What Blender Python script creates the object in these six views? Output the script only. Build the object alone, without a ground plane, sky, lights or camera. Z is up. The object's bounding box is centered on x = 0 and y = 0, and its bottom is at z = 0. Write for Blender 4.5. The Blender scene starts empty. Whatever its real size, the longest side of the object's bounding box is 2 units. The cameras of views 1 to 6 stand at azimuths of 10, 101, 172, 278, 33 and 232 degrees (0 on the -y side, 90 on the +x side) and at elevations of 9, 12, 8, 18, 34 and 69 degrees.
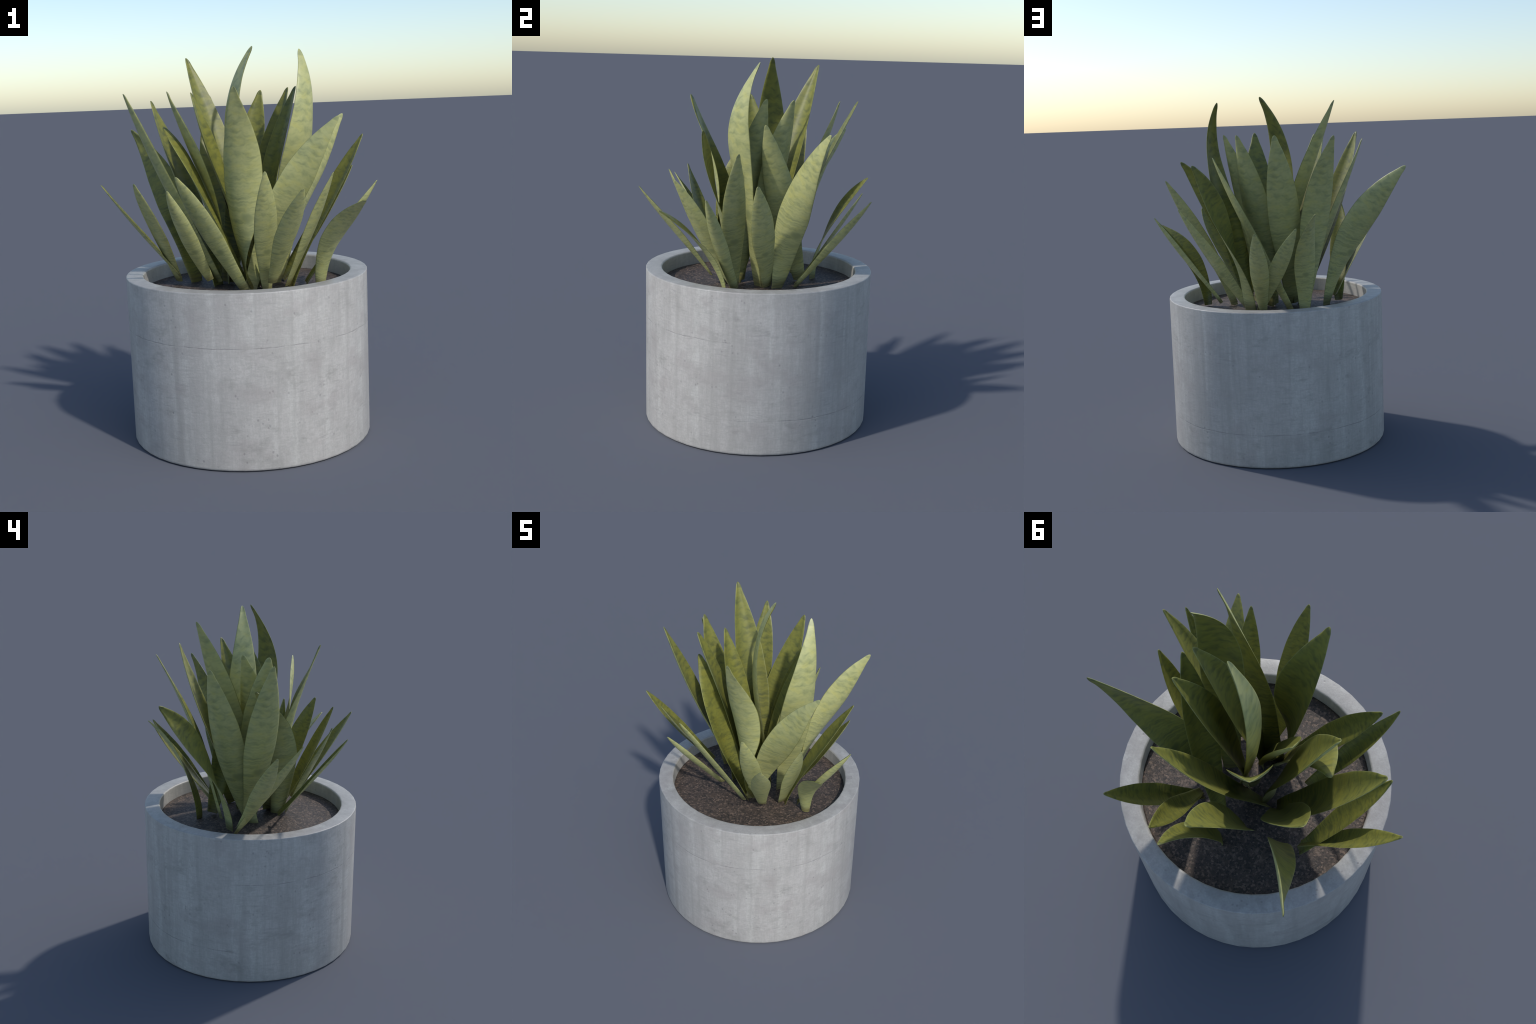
"""A snake plant (stiff sword-shaped leaves with wavy dark bands) in a round concrete planter."""
import bpy, bmesh, math, random
from mathutils import Vector, Matrix, noise

random.seed(7)

# ------------------------------------------------------------------ node helper
class Nodes:
    def __init__(self, name):
        self.mat = bpy.data.materials.new(name)
        self.mat.use_nodes = True
        self.t = self.mat.node_tree
        self.t.nodes.clear()
        self.out = self.t.nodes.new("ShaderNodeOutputMaterial")
        self.bsdf = self.t.nodes.new("ShaderNodeBsdfPrincipled")
        self.t.links.new(self.bsdf.outputs[0], self.out.inputs["Surface"])

    def put(self, sock, val):
        if isinstance(val, bpy.types.NodeSocket):
            self.t.links.new(val, sock)
        elif val is not None:
            sock.default_value = val

    def coord(self):
        return self.t.nodes.new("ShaderNodeTexCoord").outputs["Object"]

    def split(self, v):
        n = self.t.nodes.new("ShaderNodeSeparateXYZ")
        self.put(n.inputs[0], v)
        return n.outputs

    def join(self, x, y, z):
        n = self.t.nodes.new("ShaderNodeCombineXYZ")
        for i, v in enumerate((x, y, z)):
            self.put(n.inputs[i], v)
        return n.outputs[0]

    def math(self, op, a, b=None, c=None, clamp=False):
        n = self.t.nodes.new("ShaderNodeMath")
        n.operation, n.use_clamp = op, clamp
        for i, v in enumerate((a, b, c)):
            self.put(n.inputs[i], v)
        return n.outputs[0]

    def noise(self, v, scale, detail=2.0, rough=0.5, dist=0.0):
        n = self.t.nodes.new("ShaderNodeTexNoise")
        self.put(n.inputs["Vector"], v)
        n.inputs["Scale"].default_value = scale
        n.inputs["Detail"].default_value = detail
        n.inputs["Roughness"].default_value = rough
        n.inputs["Distortion"].default_value = dist
        return n.outputs["Fac"]

    def voronoi(self, v, scale, feature="F1", out="Distance"):
        n = self.t.nodes.new("ShaderNodeTexVoronoi")
        n.feature = feature
        self.put(n.inputs["Vector"], v)
        n.inputs["Scale"].default_value = scale
        return n.outputs[out]

    def ramp(self, fac, *stops):
        n = self.t.nodes.new("ShaderNodeMapRange")
        n.interpolation_type = "SMOOTHSTEP"
        self.put(n.inputs["Value"], fac)
        for key, v in zip(("From Min", "From Max", "To Min", "To Max"), stops):
            n.inputs[key].default_value = v
        return n.outputs["Result"]

    def mix(self, fac, a, b, mode="MIX"):
        n = self.t.nodes.new("ShaderNodeMix")
        n.data_type, n.blend_type = "RGBA", mode
        self.put(n.inputs[0], fac)
        for sock, v in ((n.inputs[6], a), (n.inputs[7], b)):
            self.put(sock, v if isinstance(v, bpy.types.NodeSocket) else (*v, 1.0))
        return n.outputs[2]

    def bump(self, height, strength, distance):
        n = self.t.nodes.new("ShaderNodeBump")
        n.inputs["Strength"].default_value = strength
        n.inputs["Distance"].default_value = distance
        self.put(n.inputs["Height"], height)
        self.put(self.bsdf.inputs["Normal"], n.outputs[0])

    def surface(self, colour, rough, spec=0.5):
        self.put(self.bsdf.inputs["Base Color"], colour)
        self.put(self.bsdf.inputs["Roughness"], rough)
        self.bsdf.inputs["Specular IOR Level"].default_value = spec
        return self.mat


# ------------------------------------------------------------------ materials
def leaf_material(name, pale, band, warm, rough):
    """Leaf blade.  Object coordinates: z runs 0..1 from base to tip, x across the blade."""
    n = Nodes(name)
    x, y, z = n.split(n.coord())
    # crowded, softly zigzagging cross bands low on the blade
    sway = n.math("SUBTRACT", n.noise(n.join(n.math("MULTIPLY", x, 30.0), 0.0, n.math("MULTIPLY", z, 12.0)), 1.0, 1.5, 0.5), 0.5)
    zz = n.math("MULTIPLY_ADD", sway, 0.036, z)
    bands = n.noise(n.join(n.math("MULTIPLY", x, 7.0), 3.0, n.math("MULTIPLY", zz, 96.0)), 1.0, 1.5, 0.45)
    bands = n.ramp(bands, 0.36, 0.70, 0.0, 1.0)
    # looser blotches toward the tip
    blot = n.noise(n.join(n.math("MULTIPLY", x, 17.0), 7.0, n.math("MULTIPLY", zz, 34.0)), 1.0, 2.5, 0.5, 0.3)
    blot = n.ramp(blot, 0.38, 0.74, 0.0, 0.95)
    up = n.ramp(z, 0.38, 0.70, 0.0, 1.0)
    dark = n.math("ADD", n.math("MULTIPLY", bands, n.math("SUBTRACT", 1.0, up)), n.math("MULTIPLY", blot, up))
    # broad light and dark zones
    zone = n.noise(n.join(n.math("MULTIPLY", x, 9.0), 1.0, n.math("MULTIPLY", z, 17.0)), 1.0, 1.0)
    dark = n.math("MULTIPLY", dark, n.ramp(zone, 0.30, 0.65, 0.40, 1.0))
    # the darker eye about a third of the way up every blade, and its fainter echo below
    def eye(z0, hz, hx, s):
        p = n.math("POWER", n.math("DIVIDE", n.math("SUBTRACT", n.math("MULTIPLY_ADD", sway, 0.02, z), z0), hz), 2.0)
        q = n.math("POWER", n.math("DIVIDE", x, hx), 2.0)
        return n.ramp(n.math("ADD", p, q), 0.0, 1.6, s, 0.0)
    mott = n.noise(n.join(n.math("MULTIPLY", x, 55.0), 5.0, n.math("MULTIPLY", zz, 95.0)), 1.0, 2.0, 0.5)
    dark = n.math("ADD", dark, n.ramp(mott, 0.42, 0.75, 0.0, 0.30), clamp=True)
    dark = n.math("MAXIMUM", dark, eye(0.355, 0.028, 0.034, 1.0))
    dark = n.math("MAXIMUM", dark, eye(0.285, 0.016, 0.045, 0.7))
    col = n.mix(n.math("MULTIPLY", dark, 0.9), pale, band)
    yel = n.noise(n.join(n.math("MULTIPLY", x, 15.0), 11.0, n.math("MULTIPLY", z, 21.0)), 1.0, 2.0)
    col = n.mix(n.ramp(yel, 0.46, 0.70, 0.0, 0.6), col, n.mix(n.math("MULTIPLY", dark, 0.7), warm, band))
    # dry brown foot
    foot = n.ramp(n.math("MULTIPLY_ADD", sway, 0.03, z), 0.015, 0.085, 0.55, 0.0)
    col = n.mix(foot, col, (0.115, 0.085, 0.032))
    fine = n.noise(n.join(n.math("MULTIPLY", x, 260.0), n.math("MULTIPLY", y, 260.0), n.math("MULTIPLY", z, 12.0)), 1.0, 2.0)
    n.bump(fine, 0.12, 0.002)
    return n.surface(col, rough, 0.45)


def concrete_material(name, tone):
    def shade(r, g, b):
        return (r * tone, g * tone, b * tone)
    n = Nodes(name)
    p = n.coord()
    x, y, z = n.split(p)
    ang = n.math("ARCTAN2", x, n.math("MULTIPLY", y, -1.0))           # -pi..pi, 0 on the front

    def aniso(across, up, scale, detail, rough=0.6, dist=0.0):
        return n.noise(n.join(n.math("MULTIPLY", x, across), n.math("MULTIPLY", y, across), n.math("MULTIPLY", z, up)), scale, detail, rough, dist)

    dark, pale, mauve, stain = shade(0.300, 0.290, 0.270), shade(0.555, 0.545, 0.512), shade(0.380, 0.350, 0.335), shade(0.225, 0.210, 0.208)
    col = n.mix(n.ramp(n.noise(p, 3.2, 4.0, 0.6), 0.3, 0.7, 0.0, 1.0), shade(0.425, 0.408, 0.386), shade(0.490, 0.471, 0.446))
    # vertical runs left by the form boards
    col = n.mix(n.ramp(aniso(19.0, 0.9, 1.0, 3.0), 0.44, 0.72, 0.0, 0.48), col, dark)
    col = n.mix(n.ramp(aniso(12.0, 0.7, 1.3, 2.0, 0.5), 0.50, 0.70, 0.0, 0.60), col, pale)
    col = n.mix(n.ramp(aniso(3.5, 5.0, 1.7, 2.0), 0.50, 0.70, 0.0, 0.6), col, mauve)
    # soft dirty smudges
    smudge = n.math("MULTIPLY", n.ramp(aniso(9.0, 16.0, 1.0, 4.0, 0.68), 0.50, 0.74, 0.0, 0.85), n.ramp(n.noise(p, 4.0, 1.0), 0.42, 0.60, 0.2, 1.0))
    col = n.mix(smudge, col, dark)
    # fine level scuffs and woven grain
    scuff = aniso(13.0, 80.0, 1.0, 3.0, 0.6, 0.4)
    scuffm = n.math("MULTIPLY", n.ramp(scuff, 0.50, 0.78, 0.0, 0.42), n.ramp(n.noise(p, 7.5, 2.0), 0.40, 0.62, 0.15, 1.0))
    col = n.mix(scuffm, col, stain)
    weave = n.math("MULTIPLY", aniso(30.0, 110.0, 1.0, 2.0), aniso(110.0, 22.0, 1.0, 2.0))
    col = n.mix(n.ramp(weave, 0.16, 0.34, 0.30, 0.0), col, dark)
    # pinholes
    pore = n.voronoi(n.join(x, y, n.math("MULTIPLY", z, 0.8)), 34.0)
    porem = n.math("MULTIPLY", n.ramp(pore, 0.05, 0.26, 0.6, 0.0), n.ramp(n.noise(p, 9.0, 1.0), 0.50, 0.66, 0.0, 1.0))
    col = n.mix(porem, col, stain)
    grain = n.noise(p, 120.0, 3.0, 0.7)
    col = n.mix(n.ramp(grain, 0.3, 0.7, 0.25, 0.0), col, dark)
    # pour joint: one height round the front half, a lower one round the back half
    front = n.math("LESS_THAN", n.math("ABSOLUTE", ang), math.pi / 2)
    level = n.math("MULTIPLY_ADD", front, 0.595 - 0.186, 0.186)
    wob = n.math("MULTIPLY_ADD", n.noise(p, 7.0, 4.0, 0.6), 0.018, -0.009)
    off = n.math("ABSOLUTE", n.math("SUBTRACT", n.math("ADD", z, wob), level))
    worn = n.ramp(n.noise(p, 13.0, 2.0), 0.36, 0.62, 0.18, 1.0)
    rad = n.math("SQRT", n.math("ADD", n.math("MULTIPLY", x, x), n.math("MULTIPLY", y, y)))
    wall = n.math("GREATER_THAN", rad, 0.6)
    joint = n.math("MULTIPLY", n.math("MULTIPLY", n.ramp(off, 0.0004, 0.0040, 0.60, 0.0), worn), wall)
    col = n.mix(joint, col, stain)
    h = n.math("SUBTRACT", n.math("MULTIPLY", grain, 0.5), n.math("ADD", n.math("MULTIPLY", scuffm, 0.3), n.math("ADD", porem, joint)))
    n.bump(h, 0.35, 0.003)
    return n.surface(col, 0.45, 0.5)


def soil_material():
    n = Nodes("potting_soil")
    p = n.coord()
    x, y, z = n.split(p)
    col = n.mix(n.ramp(n.noise(p, 14.0, 4.0, 0.65), 0.3, 0.7, 0.0, 1.0), SOIL_A, SOIL_B)
    chip = n.voronoi(n.join(n.math("MULTIPLY_ADD", n.noise(p, 60.0), 0.012, x), y, z), 115.0, out="Color")
    hue, val, _ = n.split(chip)
    col = n.mix(n.ramp(hue, 0.52, 1.0, 0.0, 0.85), col, SOIL_C)
    col = n.mix(n.ramp(val, 0.05, 0.45, 0.75, 0.0), col, (0.020, 0.018, 0.018))
    grit = n.noise(p, 170.0, 2.0, 0.6)
    col = n.mix(n.ramp(grit, 0.56, 0.76, 0.0, 0.5), col, SOIL_D)
    n.bump(n.math("ADD", n.math("MULTIPLY", hue, 0.6), grit), 0.5, 0.003)
    return n.surface(col, 0.62, 0.45)


SOIL_A, SOIL_B, SOIL_C, SOIL_D = (0.038, 0.030, 0.026), (0.085, 0.062, 0.049), (0.185, 0.132, 0.100), (0.23, 0.18, 0.145)

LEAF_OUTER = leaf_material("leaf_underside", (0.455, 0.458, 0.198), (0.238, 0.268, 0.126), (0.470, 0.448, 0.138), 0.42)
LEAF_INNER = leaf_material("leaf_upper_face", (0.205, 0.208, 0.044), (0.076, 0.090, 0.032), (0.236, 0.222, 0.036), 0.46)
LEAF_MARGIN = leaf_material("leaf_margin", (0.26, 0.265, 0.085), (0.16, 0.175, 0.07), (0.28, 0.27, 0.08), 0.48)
CONCRETE, RIM = concrete_material("cast_concrete", 1.06), concrete_material("trowelled_rim", 0.90)
SOIL = soil_material()

# ------------------------------------------------------------------ object helpers
def new_object(name, mesh, parent):
    ob = bpy.data.objects.new(name, mesh)
    bpy.context.scene.collection.objects.link(ob)
    ob.parent = parent
    return ob


def smooth(mesh, value=True):
    for f in mesh.polygons:
        f.use_smooth = value


thing = bpy.data.objects.new("potted_snake_plant", None)
bpy.context.scene.collection.objects.link(thing)
thing["label"] = "snake plant with banded sword leaves in a round concrete planter"
thing["category"] = "potted plant"

# ------------------------------------------------------------------ planter and soil
PLANTER_X, PLANTER_Y = 0.0060, -0.0015
R_OUT, R_IN, RIM_Z, SOIL_Z = 0.6235, 0.5350, 0.8570, 0.7770
SIDES = 48


def rounded(profile, radii, steps=4):
    """Round the corners of an open (radius, height) profile."""
    out = []
    for i, (r, z) in enumerate(profile):
        rad = radii[i]
        if rad == 0:
            out.append((r, z))
            continue
        c = Vector((r, z))
        a = (Vector(profile[i - 1]) - c).normalized() * rad + c
        b = (Vector(profile[i + 1]) - c).normalized() * rad + c
        for k in range(steps + 1):
            t = k / steps
            q = a * (1 - t) ** 2 + c * 2 * t * (1 - t) + b * t * t
            out.append((q.x, q.y))
    return out


def lathe(name, profile, sides, parent, mat, close_ends=True, lift=None):
    bm = bmesh.new()
    rings = []
    for r, z in profile:
        ring = []
        for k in range(sides):
            a = math.tau * k / sides
            x, y = r * math.cos(a), r * math.sin(a)
            ring.append(bm.verts.new((x, y, z + (lift(x, y) if lift else 0.0))))
        rings.append(ring)
    for a, b in zip(rings, rings[1:]):
        for k in range(sides):
            j = (k + 1) % sides
            bm.faces.new((a[k], a[j], b[j], b[k]))
    if close_ends:
        bm.faces.new(list(reversed(rings[0])))
        bm.faces.new(rings[-1])
    bmesh.ops.recalc_face_normals(bm, faces=bm.faces)
    me = bpy.data.meshes.new(name)
    bm.to_mesh(me)
    bm.free()
    smooth(me)
    me.materials.append(mat)
    ob = new_object(name, me, parent)
    ob.location = (PLANTER_X, PLANTER_Y, 0.0)
    return ob


wall = [(0.30, 0.0), (R_OUT - 0.001, 0.0), (R_OUT, RIM_Z), (R_IN, RIM_Z), (R_IN - 0.016, 0.45), (0.02, 0.42)]
planter = lathe("planter", rounded(wall, [0, 0.016, 0.006, 0.011, 0.03, 0]), SIDES, thing, CONCRETE)
planter.data.set_sharp_from_angle(angle=math.radians(50))
planter.data.materials.append(RIM)
for f in planter.data.polygons:
    if f.center.z > RIM_Z - 0.004:
        f.material_index = 1

R_SOIL = R_IN - 0.0045
soil_profile = [(R_SOIL - 0.002, SOIL_Z - 0.04), (R_SOIL, SOIL_Z)]
r = R_SOIL - 0.008
while r > 0.012:
    soil_profile.append((r, SOIL_Z))
    r -= 0.0085


def crumble(x, y):
    d = math.hypot(x, y)
    if d > R_SOIL - 0.004:
        return 0.0
    v = Vector((x, y, 0.0))
    return 0.0016 * noise.noise(v * 9) + 0.0012 * noise.noise(v * 40) + 0.0012 * noise.noise(v * 85)


def soil_lift(x, y):
    return crumble(x, y)


soil = lathe("soil", soil_profile, 288, thing, SOIL, lift=soil_lift)

# ------------------------------------------------------------------ leaves
LEAF_ROWS, LEAF_RING = 56, 24
# half width along the blade, relative to its widest place
HALF_WIDTH = ((0, 0.1, 0.2, 0.35, 0.5, 0.65, 0.8, 0.9, 0.96, 1.0), (0.406, 0.55, 0.661, 0.871, 1.021, 0.962, 0.709, 0.434, 0.225, 0.115))


def monotone(xs, ys, q):
    """Monotone cubic through the points (xs, ys)."""
    n = len(xs)
    h = [xs[i + 1] - xs[i] for i in range(n - 1)]
    d = [(ys[i + 1] - ys[i]) / h[i] for i in range(n - 1)]
    m = [d[0]] + [0.0] * (n - 2) + [d[-1]]
    for i in range(1, n - 1):
        if d[i - 1] * d[i] > 0:
            w1, w2 = 2 * h[i] + h[i - 1], h[i] + 2 * h[i - 1]
            m[i] = (w1 + w2) / (w1 / d[i - 1] + w2 / d[i])
    i = max(k for k in range(n - 1) if q >= xs[k] - 1e-12)
    u = (q - xs[i]) / h[i]
    return ((1 + 2 * u) * (1 - u) ** 2 * ys[i] + u * (1 - u) ** 2 * h[i] * m[i]
            + u * u * (3 - 2 * u) * ys[i + 1] + u * u * (u - 1) * h[i] * m[i + 1])


def bezier(points, t):
    pts = list(points)
    while len(pts) > 1:
        pts = [a * (1 - t) + b * t for a, b in zip(pts, pts[1:])]
    return pts[0]


def grow_leaf(base, tip, face, low, middle, high, half_width, cup, twist):
    """One blade, shaped in its own frame: z runs along the chord from base to tip and is one unit long,
    x lies across the blade.  face: compass angle of x (degrees); low/middle/high: how far the spine bows
    off the chord at its quarter points; half_width: of the widest place; cup: how deep the blade is
    channelled at foot, middle and tip; twist: turn of the blade about its spine from foot to tip (degrees)."""
    base, tip = Vector(base), Vector(tip)
    chord = tip - base
    length = chord.length
    zc = chord.normalized()
    xc = Vector((math.cos(math.radians(face)), math.sin(math.radians(face)), 0.0))
    xc = (xc - zc * xc.dot(zc)).normalized()
    yc = zc.cross(xc)
    world = Matrix((xc * length, yc * length, zc * length)).transposed().to_4x4()
    world.translation = base
    up = Vector((0, 0, 1))
    spine = [Vector(), up * 0.25 + Vector(low), up * 0.5 + Vector(middle), up * 0.75 + Vector(high), up]
    hodo = [(b - a) * 4 for a, b in zip(spine, spine[1:])]
    turns = [math.radians(a) for a in twist]
    thick = (0.0042 + 0.038 * half_width * length) / length
    bm = bmesh.new()
    rings = []
    for i in range(LEAF_ROWS + 1):
        t = 1 - (1 - i / LEAF_ROWS) ** 1.45
        c0, tg = bezier(spine, t), bezier(hodo, t).normalized()
        ph = bezier(turns, t)
        s = Vector((math.cos(ph), math.sin(ph), 0.0))
        s = (s - tg * s.dot(tg)).normalized()
        nn = s.cross(tg)
        w = half_width * monotone(*HALF_WIDTH, t)
        c = bezier(cup, t)
        squeeze = 0.3 * min(c * c, 0.9)
        nib = math.sqrt(max(1e-4, 1.0 - (max(0.0, t - 0.975) / 0.025) ** 2))      # rounded off point
        w *= nib
        th = min(thick * nib, 1.6 * w)
        ring = []
        for k in range(LEAF_RING):
            a = math.tau * k / LEAF_RING
            u, side = math.cos(a), math.sin(a)
            u = math.copysign(abs(u) ** 0.8, u)
            px, py = w * u * (1 - squeeze * u * u), w * c * u * u
            slope = Vector((1 - 3 * squeeze * u * u, 2 * c * u)).normalized()
            half = 0.5 * th * math.copysign(abs(side) ** 0.75, side) if abs(side) > 1e-9 else 0.0
            if side > 0:                                  # rolled lips beside the channel
                half *= 0.8 + 0.75 * math.exp(-((abs(u) - 0.74) / 0.17) ** 2)
            lift = 0.46 * th * (1 - u * u)                # the back of the blade stays on the profile
            px, py = px - slope.y * (half + lift), py + slope.x * (half + lift)
            ring.append(bm.verts.new(c0 + s * px + nn * py))
        rings.append(ring)
    for a, b in zip(rings, rings[1:]):
        for k in range(LEAF_RING):
            j = (k + 1) % LEAF_RING
            f = bm.faces.new((a[k], a[j], b[j], b[k]))
            q = (k + 0.5) / LEAF_RING
            edge = min(abs(q - e) for e in (0.0, 0.5, 1.0))
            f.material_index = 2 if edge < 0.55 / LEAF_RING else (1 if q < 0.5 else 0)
    bm.faces.new(list(reversed(rings[0])))
    bm.faces.new(rings[-1])
    bmesh.ops.recalc_face_normals(bm, faces=bm.faces)
    me = bpy.data.meshes.new("leaf")
    bm.to_mesh(me)
    bm.free()
    smooth(me)
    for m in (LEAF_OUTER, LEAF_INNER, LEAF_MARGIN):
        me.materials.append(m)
    me.set_sharp_from_angle(angle=math.radians(70))
    ob = new_object("leaf", me, thing)
    ob.matrix_world = world
    return ob


# the tall inner blades
grow_leaf(base=(0.052, 0.052, 0.788), tip=(0.068, 0.058, 1.996), face=129,
          low=(0.037, 0.046, 0.023), middle=(0.055, 0.124, 0.021), high=(0.066, 0.143, -0.019),
          half_width=0.079, cup=(0.05, 0.66, -0.18), twist=(-3, 11, -14, 6))
grow_leaf(base=(0.007, 0.020, 0.785), tip=(-0.328, 0.244, 1.961), face=57,
          low=(-0.004, -0.039, -0.005), middle=(0.004, -0.025, -0.000), high=(-0.007, -0.006, -0.002),
          half_width=0.079, cup=(0.45, 0.48, 0.50), twist=(8, 4, 4, 1))
grow_leaf(base=(0.148, 0.037, 0.771), tip=(0.308, 0.044, 1.971), face=236,
          low=(0.015, 0.066, 0.031), middle=(0.041, 0.050, 0.030), high=(0.063, 0.215, -0.035),
          half_width=0.077, cup=(-0.07, 0.48, 0.13), twist=(2, -69, 46, -25))
# the main whorl
grow_leaf(base=(-0.097, 0.021, 0.786), tip=(0.039, 0.420, 1.780), face=2,
          low=(-0.005, 0.005, -0.015), middle=(-0.004, 0.022, -0.006), high=(-0.002, 0.031, 0.012),
          half_width=0.085, cup=(0.35, 0.26, 0.29), twist=(2, 3, -13, -2))
grow_leaf(base=(0.068, -0.119, 0.799), tip=(0.053, -0.391, 1.790), face=171,
          low=(0.134, 0.068, 0.037), middle=(-0.040, -0.072, -0.035), high=(0.015, -0.020, -0.048),
          half_width=0.099, cup=(-0.09, 0.91, -0.05), twist=(-97, 6, 33, -1))
grow_leaf(base=(-0.149, -0.015, 0.792), tip=(-0.546, -0.196, 1.779), face=125,
          low=(-0.007, 0.017, -0.015), middle=(0.012, 0.029, -0.007), high=(0.004, 0.029, 0.012),
          half_width=0.087, cup=(0.38, 0.31, 0.41), twist=(7, 1, -17, 2))
grow_leaf(base=(-0.094, -0.008, 0.790), tip=(-0.337, -0.146, 1.783), face=106,
          low=(0.007, -0.065, 0.000), middle=(-0.022, -0.066, 0.004), high=(0.001, 0.009, -0.005),
          half_width=0.105, cup=(0.13, -0.05, 0.54), twist=(-6, 1, 29, -4))
grow_leaf(base=(-0.148, 0.159, 0.798), tip=(-0.272, 0.481, 1.770), face=8,
          low=(0.004, -0.020, -0.004), middle=(-0.002, -0.062, 0.001), high=(0.021, -0.028, -0.001),
          half_width=0.082, cup=(0.45, 0.26, 0.16), twist=(9, -12, 8, 11))
grow_leaf(base=(0.034, 0.030, 0.792), tip=(0.223, 0.208, 1.786), face=321,
          low=(0.002, -0.028, -0.001), middle=(0.015, -0.037, 0.003), high=(0.007, -0.016, -0.001),
          half_width=0.092, cup=(0.37, 0.36, 0.47), twist=(12, 12, -7, -3))
grow_leaf(base=(-0.142, -0.039, 0.735), tip=(-0.506, 0.144, 1.743), face=78,
          low=(0.045, 0.008, -0.003), middle=(0.026, 0.003, -0.002), high=(0.007, 0.016, -0.014),
          half_width=0.089, cup=(0.45, 0.45, 0.27), twist=(-8, 12, -11, 3))
grow_leaf(base=(0.078, -0.090, 0.784), tip=(0.282, 0.077, 1.788), face=305,
          low=(0.007, -0.030, -0.004), middle=(0.011, -0.047, 0.001), high=(0.006, -0.015, -0.001),
          half_width=0.089, cup=(0.35, 0.27, 0.49), twist=(9, 3, -2, 6))
grow_leaf(base=(0.109, -0.117, 0.783), tip=(-0.253, 0.007, 1.776), face=98,
          low=(-0.003, 0.023, -0.014), middle=(-0.004, 0.019, -0.006), high=(-0.010, 0.021, 0.010),
          half_width=0.087, cup=(0.11, 0.25, 0.43), twist=(18, 13, -28, -14))
# shorter blades leaning out
grow_leaf(base=(-0.285, 0.080, 0.775), tip=(-0.695, 0.368, 1.588), face=2,
          low=(0.047, -0.074, -0.021), middle=(0.077, -0.036, -0.024), high=(0.085, -0.044, -0.012),
          half_width=0.087, cup=(0.12, 0.27, 0.25), twist=(37, 21, -22, -46))
grow_leaf(base=(0.172, 0.136, 0.779), tip=(0.486, 0.441, 1.636), face=262,
          low=(0.006, -0.051, -0.017), middle=(0.093, 0.033, -0.035), high=(0.083, -0.047, -0.019),
          half_width=0.093, cup=(0.04, 0.55, 0.15), twist=(54, 6, -42, -45))
grow_leaf(base=(0.049, -0.159, 0.773), tip=(0.522, -0.191, 1.636), face=207,
          low=(0.041, -0.091, -0.022), middle=(0.015, -0.006, -0.032), high=(0.089, 0.006, -0.023),
          half_width=0.085, cup=(-0.23, 0.10, 0.27), twist=(8, 19, -17, -52))
grow_leaf(base=(0.249, -0.078, 0.777), tip=(0.620, 0.018, 1.539), face=307,
          low=(-0.006, -0.045, -0.003), middle=(0.004, -0.017, 0.002), high=(0.012, -0.009, 0.001),
          half_width=0.077, cup=(0.25, 0.24, 0.35), twist=(12, -9, 6, 7))
grow_leaf(base=(-0.045, 0.223, 0.787), tip=(0.353, 0.090, 1.663), face=288,
          low=(-0.001, 0.015, -0.015), middle=(0.004, 0.017, -0.007), high=(0.010, 0.027, 0.011),
          half_width=0.082, cup=(0.25, 0.26, 0.34), twist=(10, 4, -15, -6))
grow_leaf(base=(0.029, -0.153, 0.758), tip=(-0.381, -0.081, 1.605), face=94,
          low=(-0.076, -0.035, 0.013), middle=(-0.110, 0.006, 0.004), high=(-0.082, -0.095, -0.008),
          half_width=0.100, cup=(0.62, 0.20, -0.05), twist=(4, 4, 13, -30))
# young outer blades
grow_leaf(base=(0.180, -0.233, 0.828), tip=(0.390, -0.568, 1.324), face=214,
          low=(-0.003, 0.000, -0.017), middle=(0.011, 0.012, -0.007), high=(-0.003, 0.028, 0.011),
          half_width=0.094, cup=(0.34, 0.56, 0.40), twist=(-2, 11, -13, -5))
grow_leaf(base=(0.328, -0.057, 0.796), tip=(0.696, -0.122, 1.318), face=263,
          low=(0.001, 0.005, -0.034), middle=(0.043, 0.034, -0.019), high=(0.011, 0.040, 0.008),
          half_width=0.074, cup=(0.42, 0.82, 0.89), twist=(39, -7, -6, 9))
grow_leaf(base=(-0.145, -0.185, 0.835), tip=(-0.241, -0.572, 1.327), face=180,
          low=(0.008, 0.015, -0.035), middle=(0.015, 0.027, -0.022), high=(0.014, 0.040, 0.004),
          half_width=0.072, cup=(0.21, 0.44, 0.65), twist=(25, 1, -15, 16))
grow_leaf(base=(0.032, -0.217, 0.790), tip=(-0.221, -0.486, 1.383), face=170,
          low=(0.006, -0.001, -0.016), middle=(0.009, 0.015, -0.007), high=(-0.005, 0.022, 0.012),
          half_width=0.087, cup=(0.35, 0.24, 0.35), twist=(4, -5, -17, 10))
grow_leaf(base=(0.184, 0.089, 0.788), tip=(0.559, 0.102, 1.379), face=312,
          low=(-0.008, 0.008, -0.015), middle=(-0.010, 0.029, -0.006), high=(0.004, 0.037, 0.012),
          half_width=0.091, cup=(0.25, 0.28, 0.38), twist=(5, 8, -16, -8))
grow_leaf(base=(0.405, -0.099, 0.784), tip=(0.655, -0.373, 1.246), face=215,
          low=(0.024, -0.113, -0.042), middle=(0.058, -0.108, -0.019), high=(0.037, -0.101, 0.020),
          half_width=0.103, cup=(0.44, 0.38, -0.05), twist=(-17, 24, -27, -12))
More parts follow.
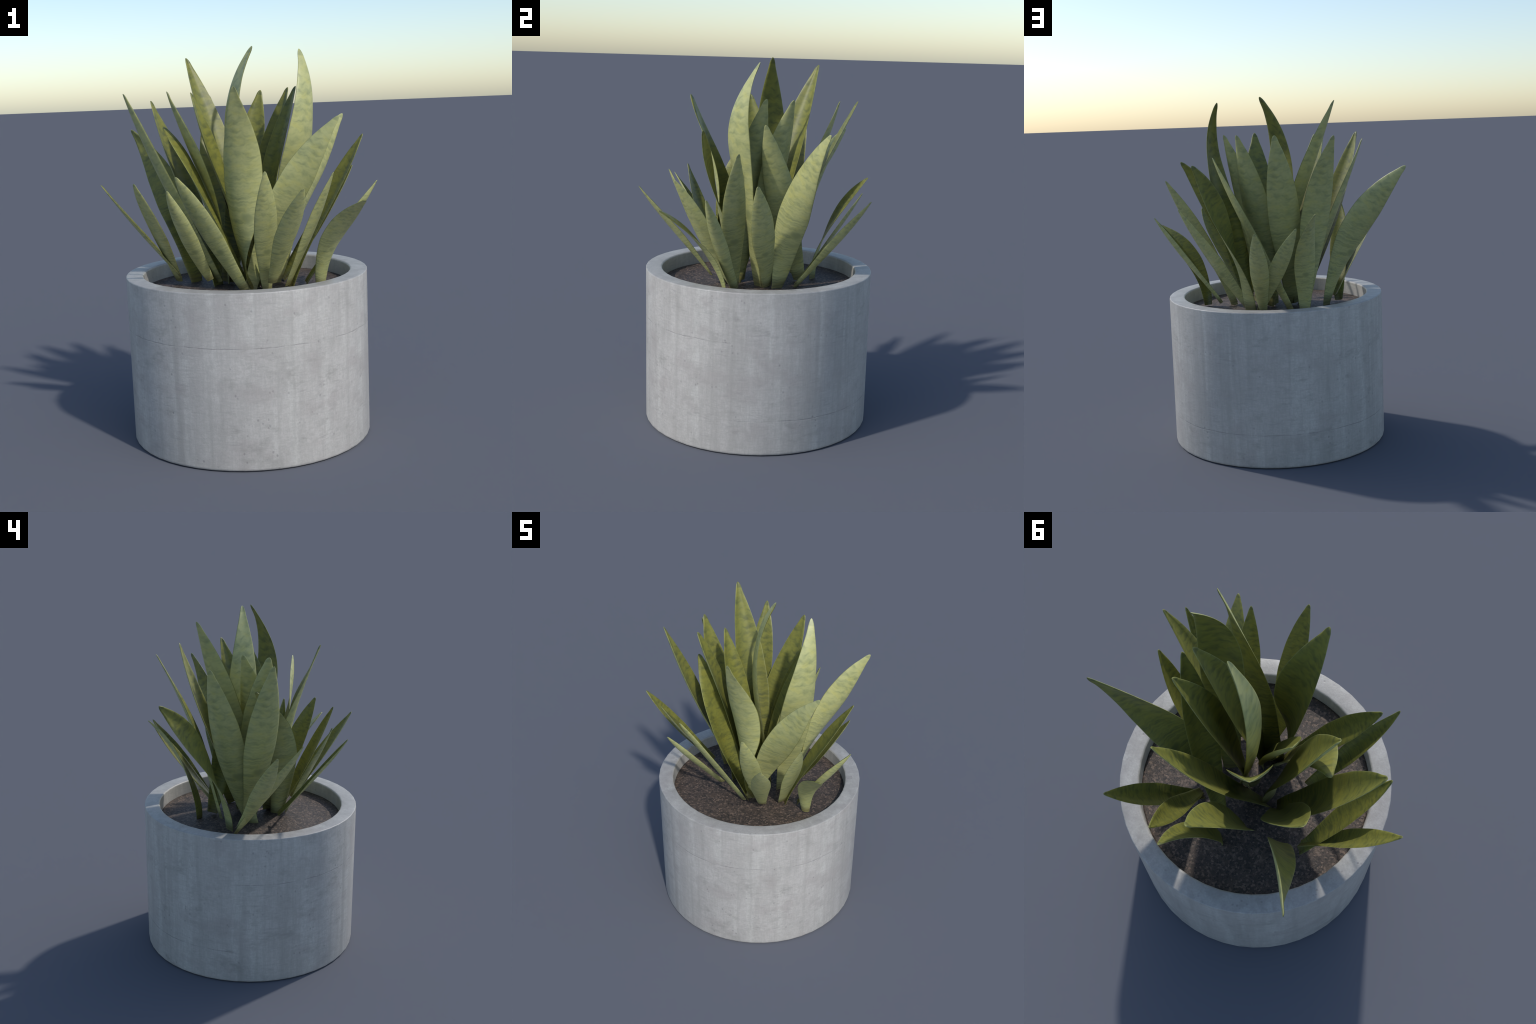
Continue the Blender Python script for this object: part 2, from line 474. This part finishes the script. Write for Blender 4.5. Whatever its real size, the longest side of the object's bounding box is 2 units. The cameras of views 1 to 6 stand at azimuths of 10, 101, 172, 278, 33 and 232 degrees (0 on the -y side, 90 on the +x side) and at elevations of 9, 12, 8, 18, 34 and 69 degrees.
grow_leaf(base=(0.237, -0.096, 0.791), tip=(0.505, -0.338, 1.378), face=255,
          low=(0.005, 0.006, -0.016), middle=(-0.004, 0.021, -0.007), high=(-0.011, 0.029, 0.011),
          half_width=0.090, cup=(0.16, 0.20, 0.58), twist=(-8, 4, -15, 8))
grow_leaf(base=(-0.119, 0.283, 0.772), tip=(-0.148, 0.568, 1.362), face=7,
          low=(-0.016, -0.106, -0.051), middle=(0.031, -0.100, -0.020), high=(0.027, -0.069, 0.024),
          half_width=0.095, cup=(-0.00, 0.19, 0.38), twist=(-38, -2, 21, 31))
grow_leaf(base=(0.144, -0.167, 0.773), tip=(0.200, -0.466, 1.398), face=212,
          low=(0.006, 0.003, -0.015), middle=(0.011, 0.023, -0.007), high=(-0.006, 0.030, 0.011),
          half_width=0.086, cup=(0.34, 0.25, 0.39), twist=(-0, 1, -13, 3))
grow_leaf(base=(-0.357, 0.007, 0.816), tip=(-0.677, -0.236, 1.333), face=109,
          low=(-0.029, 0.005, -0.013), middle=(-0.025, 0.021, -0.003), high=(0.000, 0.018, 0.014),
          half_width=0.082, cup=(0.59, 0.23, 0.23), twist=(-3, -1, 1, -2))
grow_leaf(base=(0.111, 0.232, 0.775), tip=(0.187, 0.624, 1.280), face=342,
          low=(-0.001, 0.006, -0.014), middle=(0.002, 0.025, -0.005), high=(-0.006, 0.027, 0.013),
          half_width=0.086, cup=(0.62, 0.45, 0.36), twist=(-0, 4, -11, -3))
grow_leaf(base=(-0.370, 0.023, 0.790), tip=(-0.469, -0.348, 1.344), face=148,
          low=(0.001, 0.001, -0.015), middle=(-0.012, 0.020, -0.006), high=(-0.003, 0.035, 0.013),
          half_width=0.088, cup=(0.35, 0.28, 0.29), twist=(3, -3, -14, 5))
grow_leaf(base=(0.126, 0.227, 0.795), tip=(-0.044, 0.553, 1.289), face=354,
          low=(0.002, 0.014, -0.016), middle=(0.019, 0.027, -0.007), high=(0.012, 0.026, 0.012),
          half_width=0.077, cup=(0.24, 0.16, 0.32), twist=(2, 7, -11, -3))
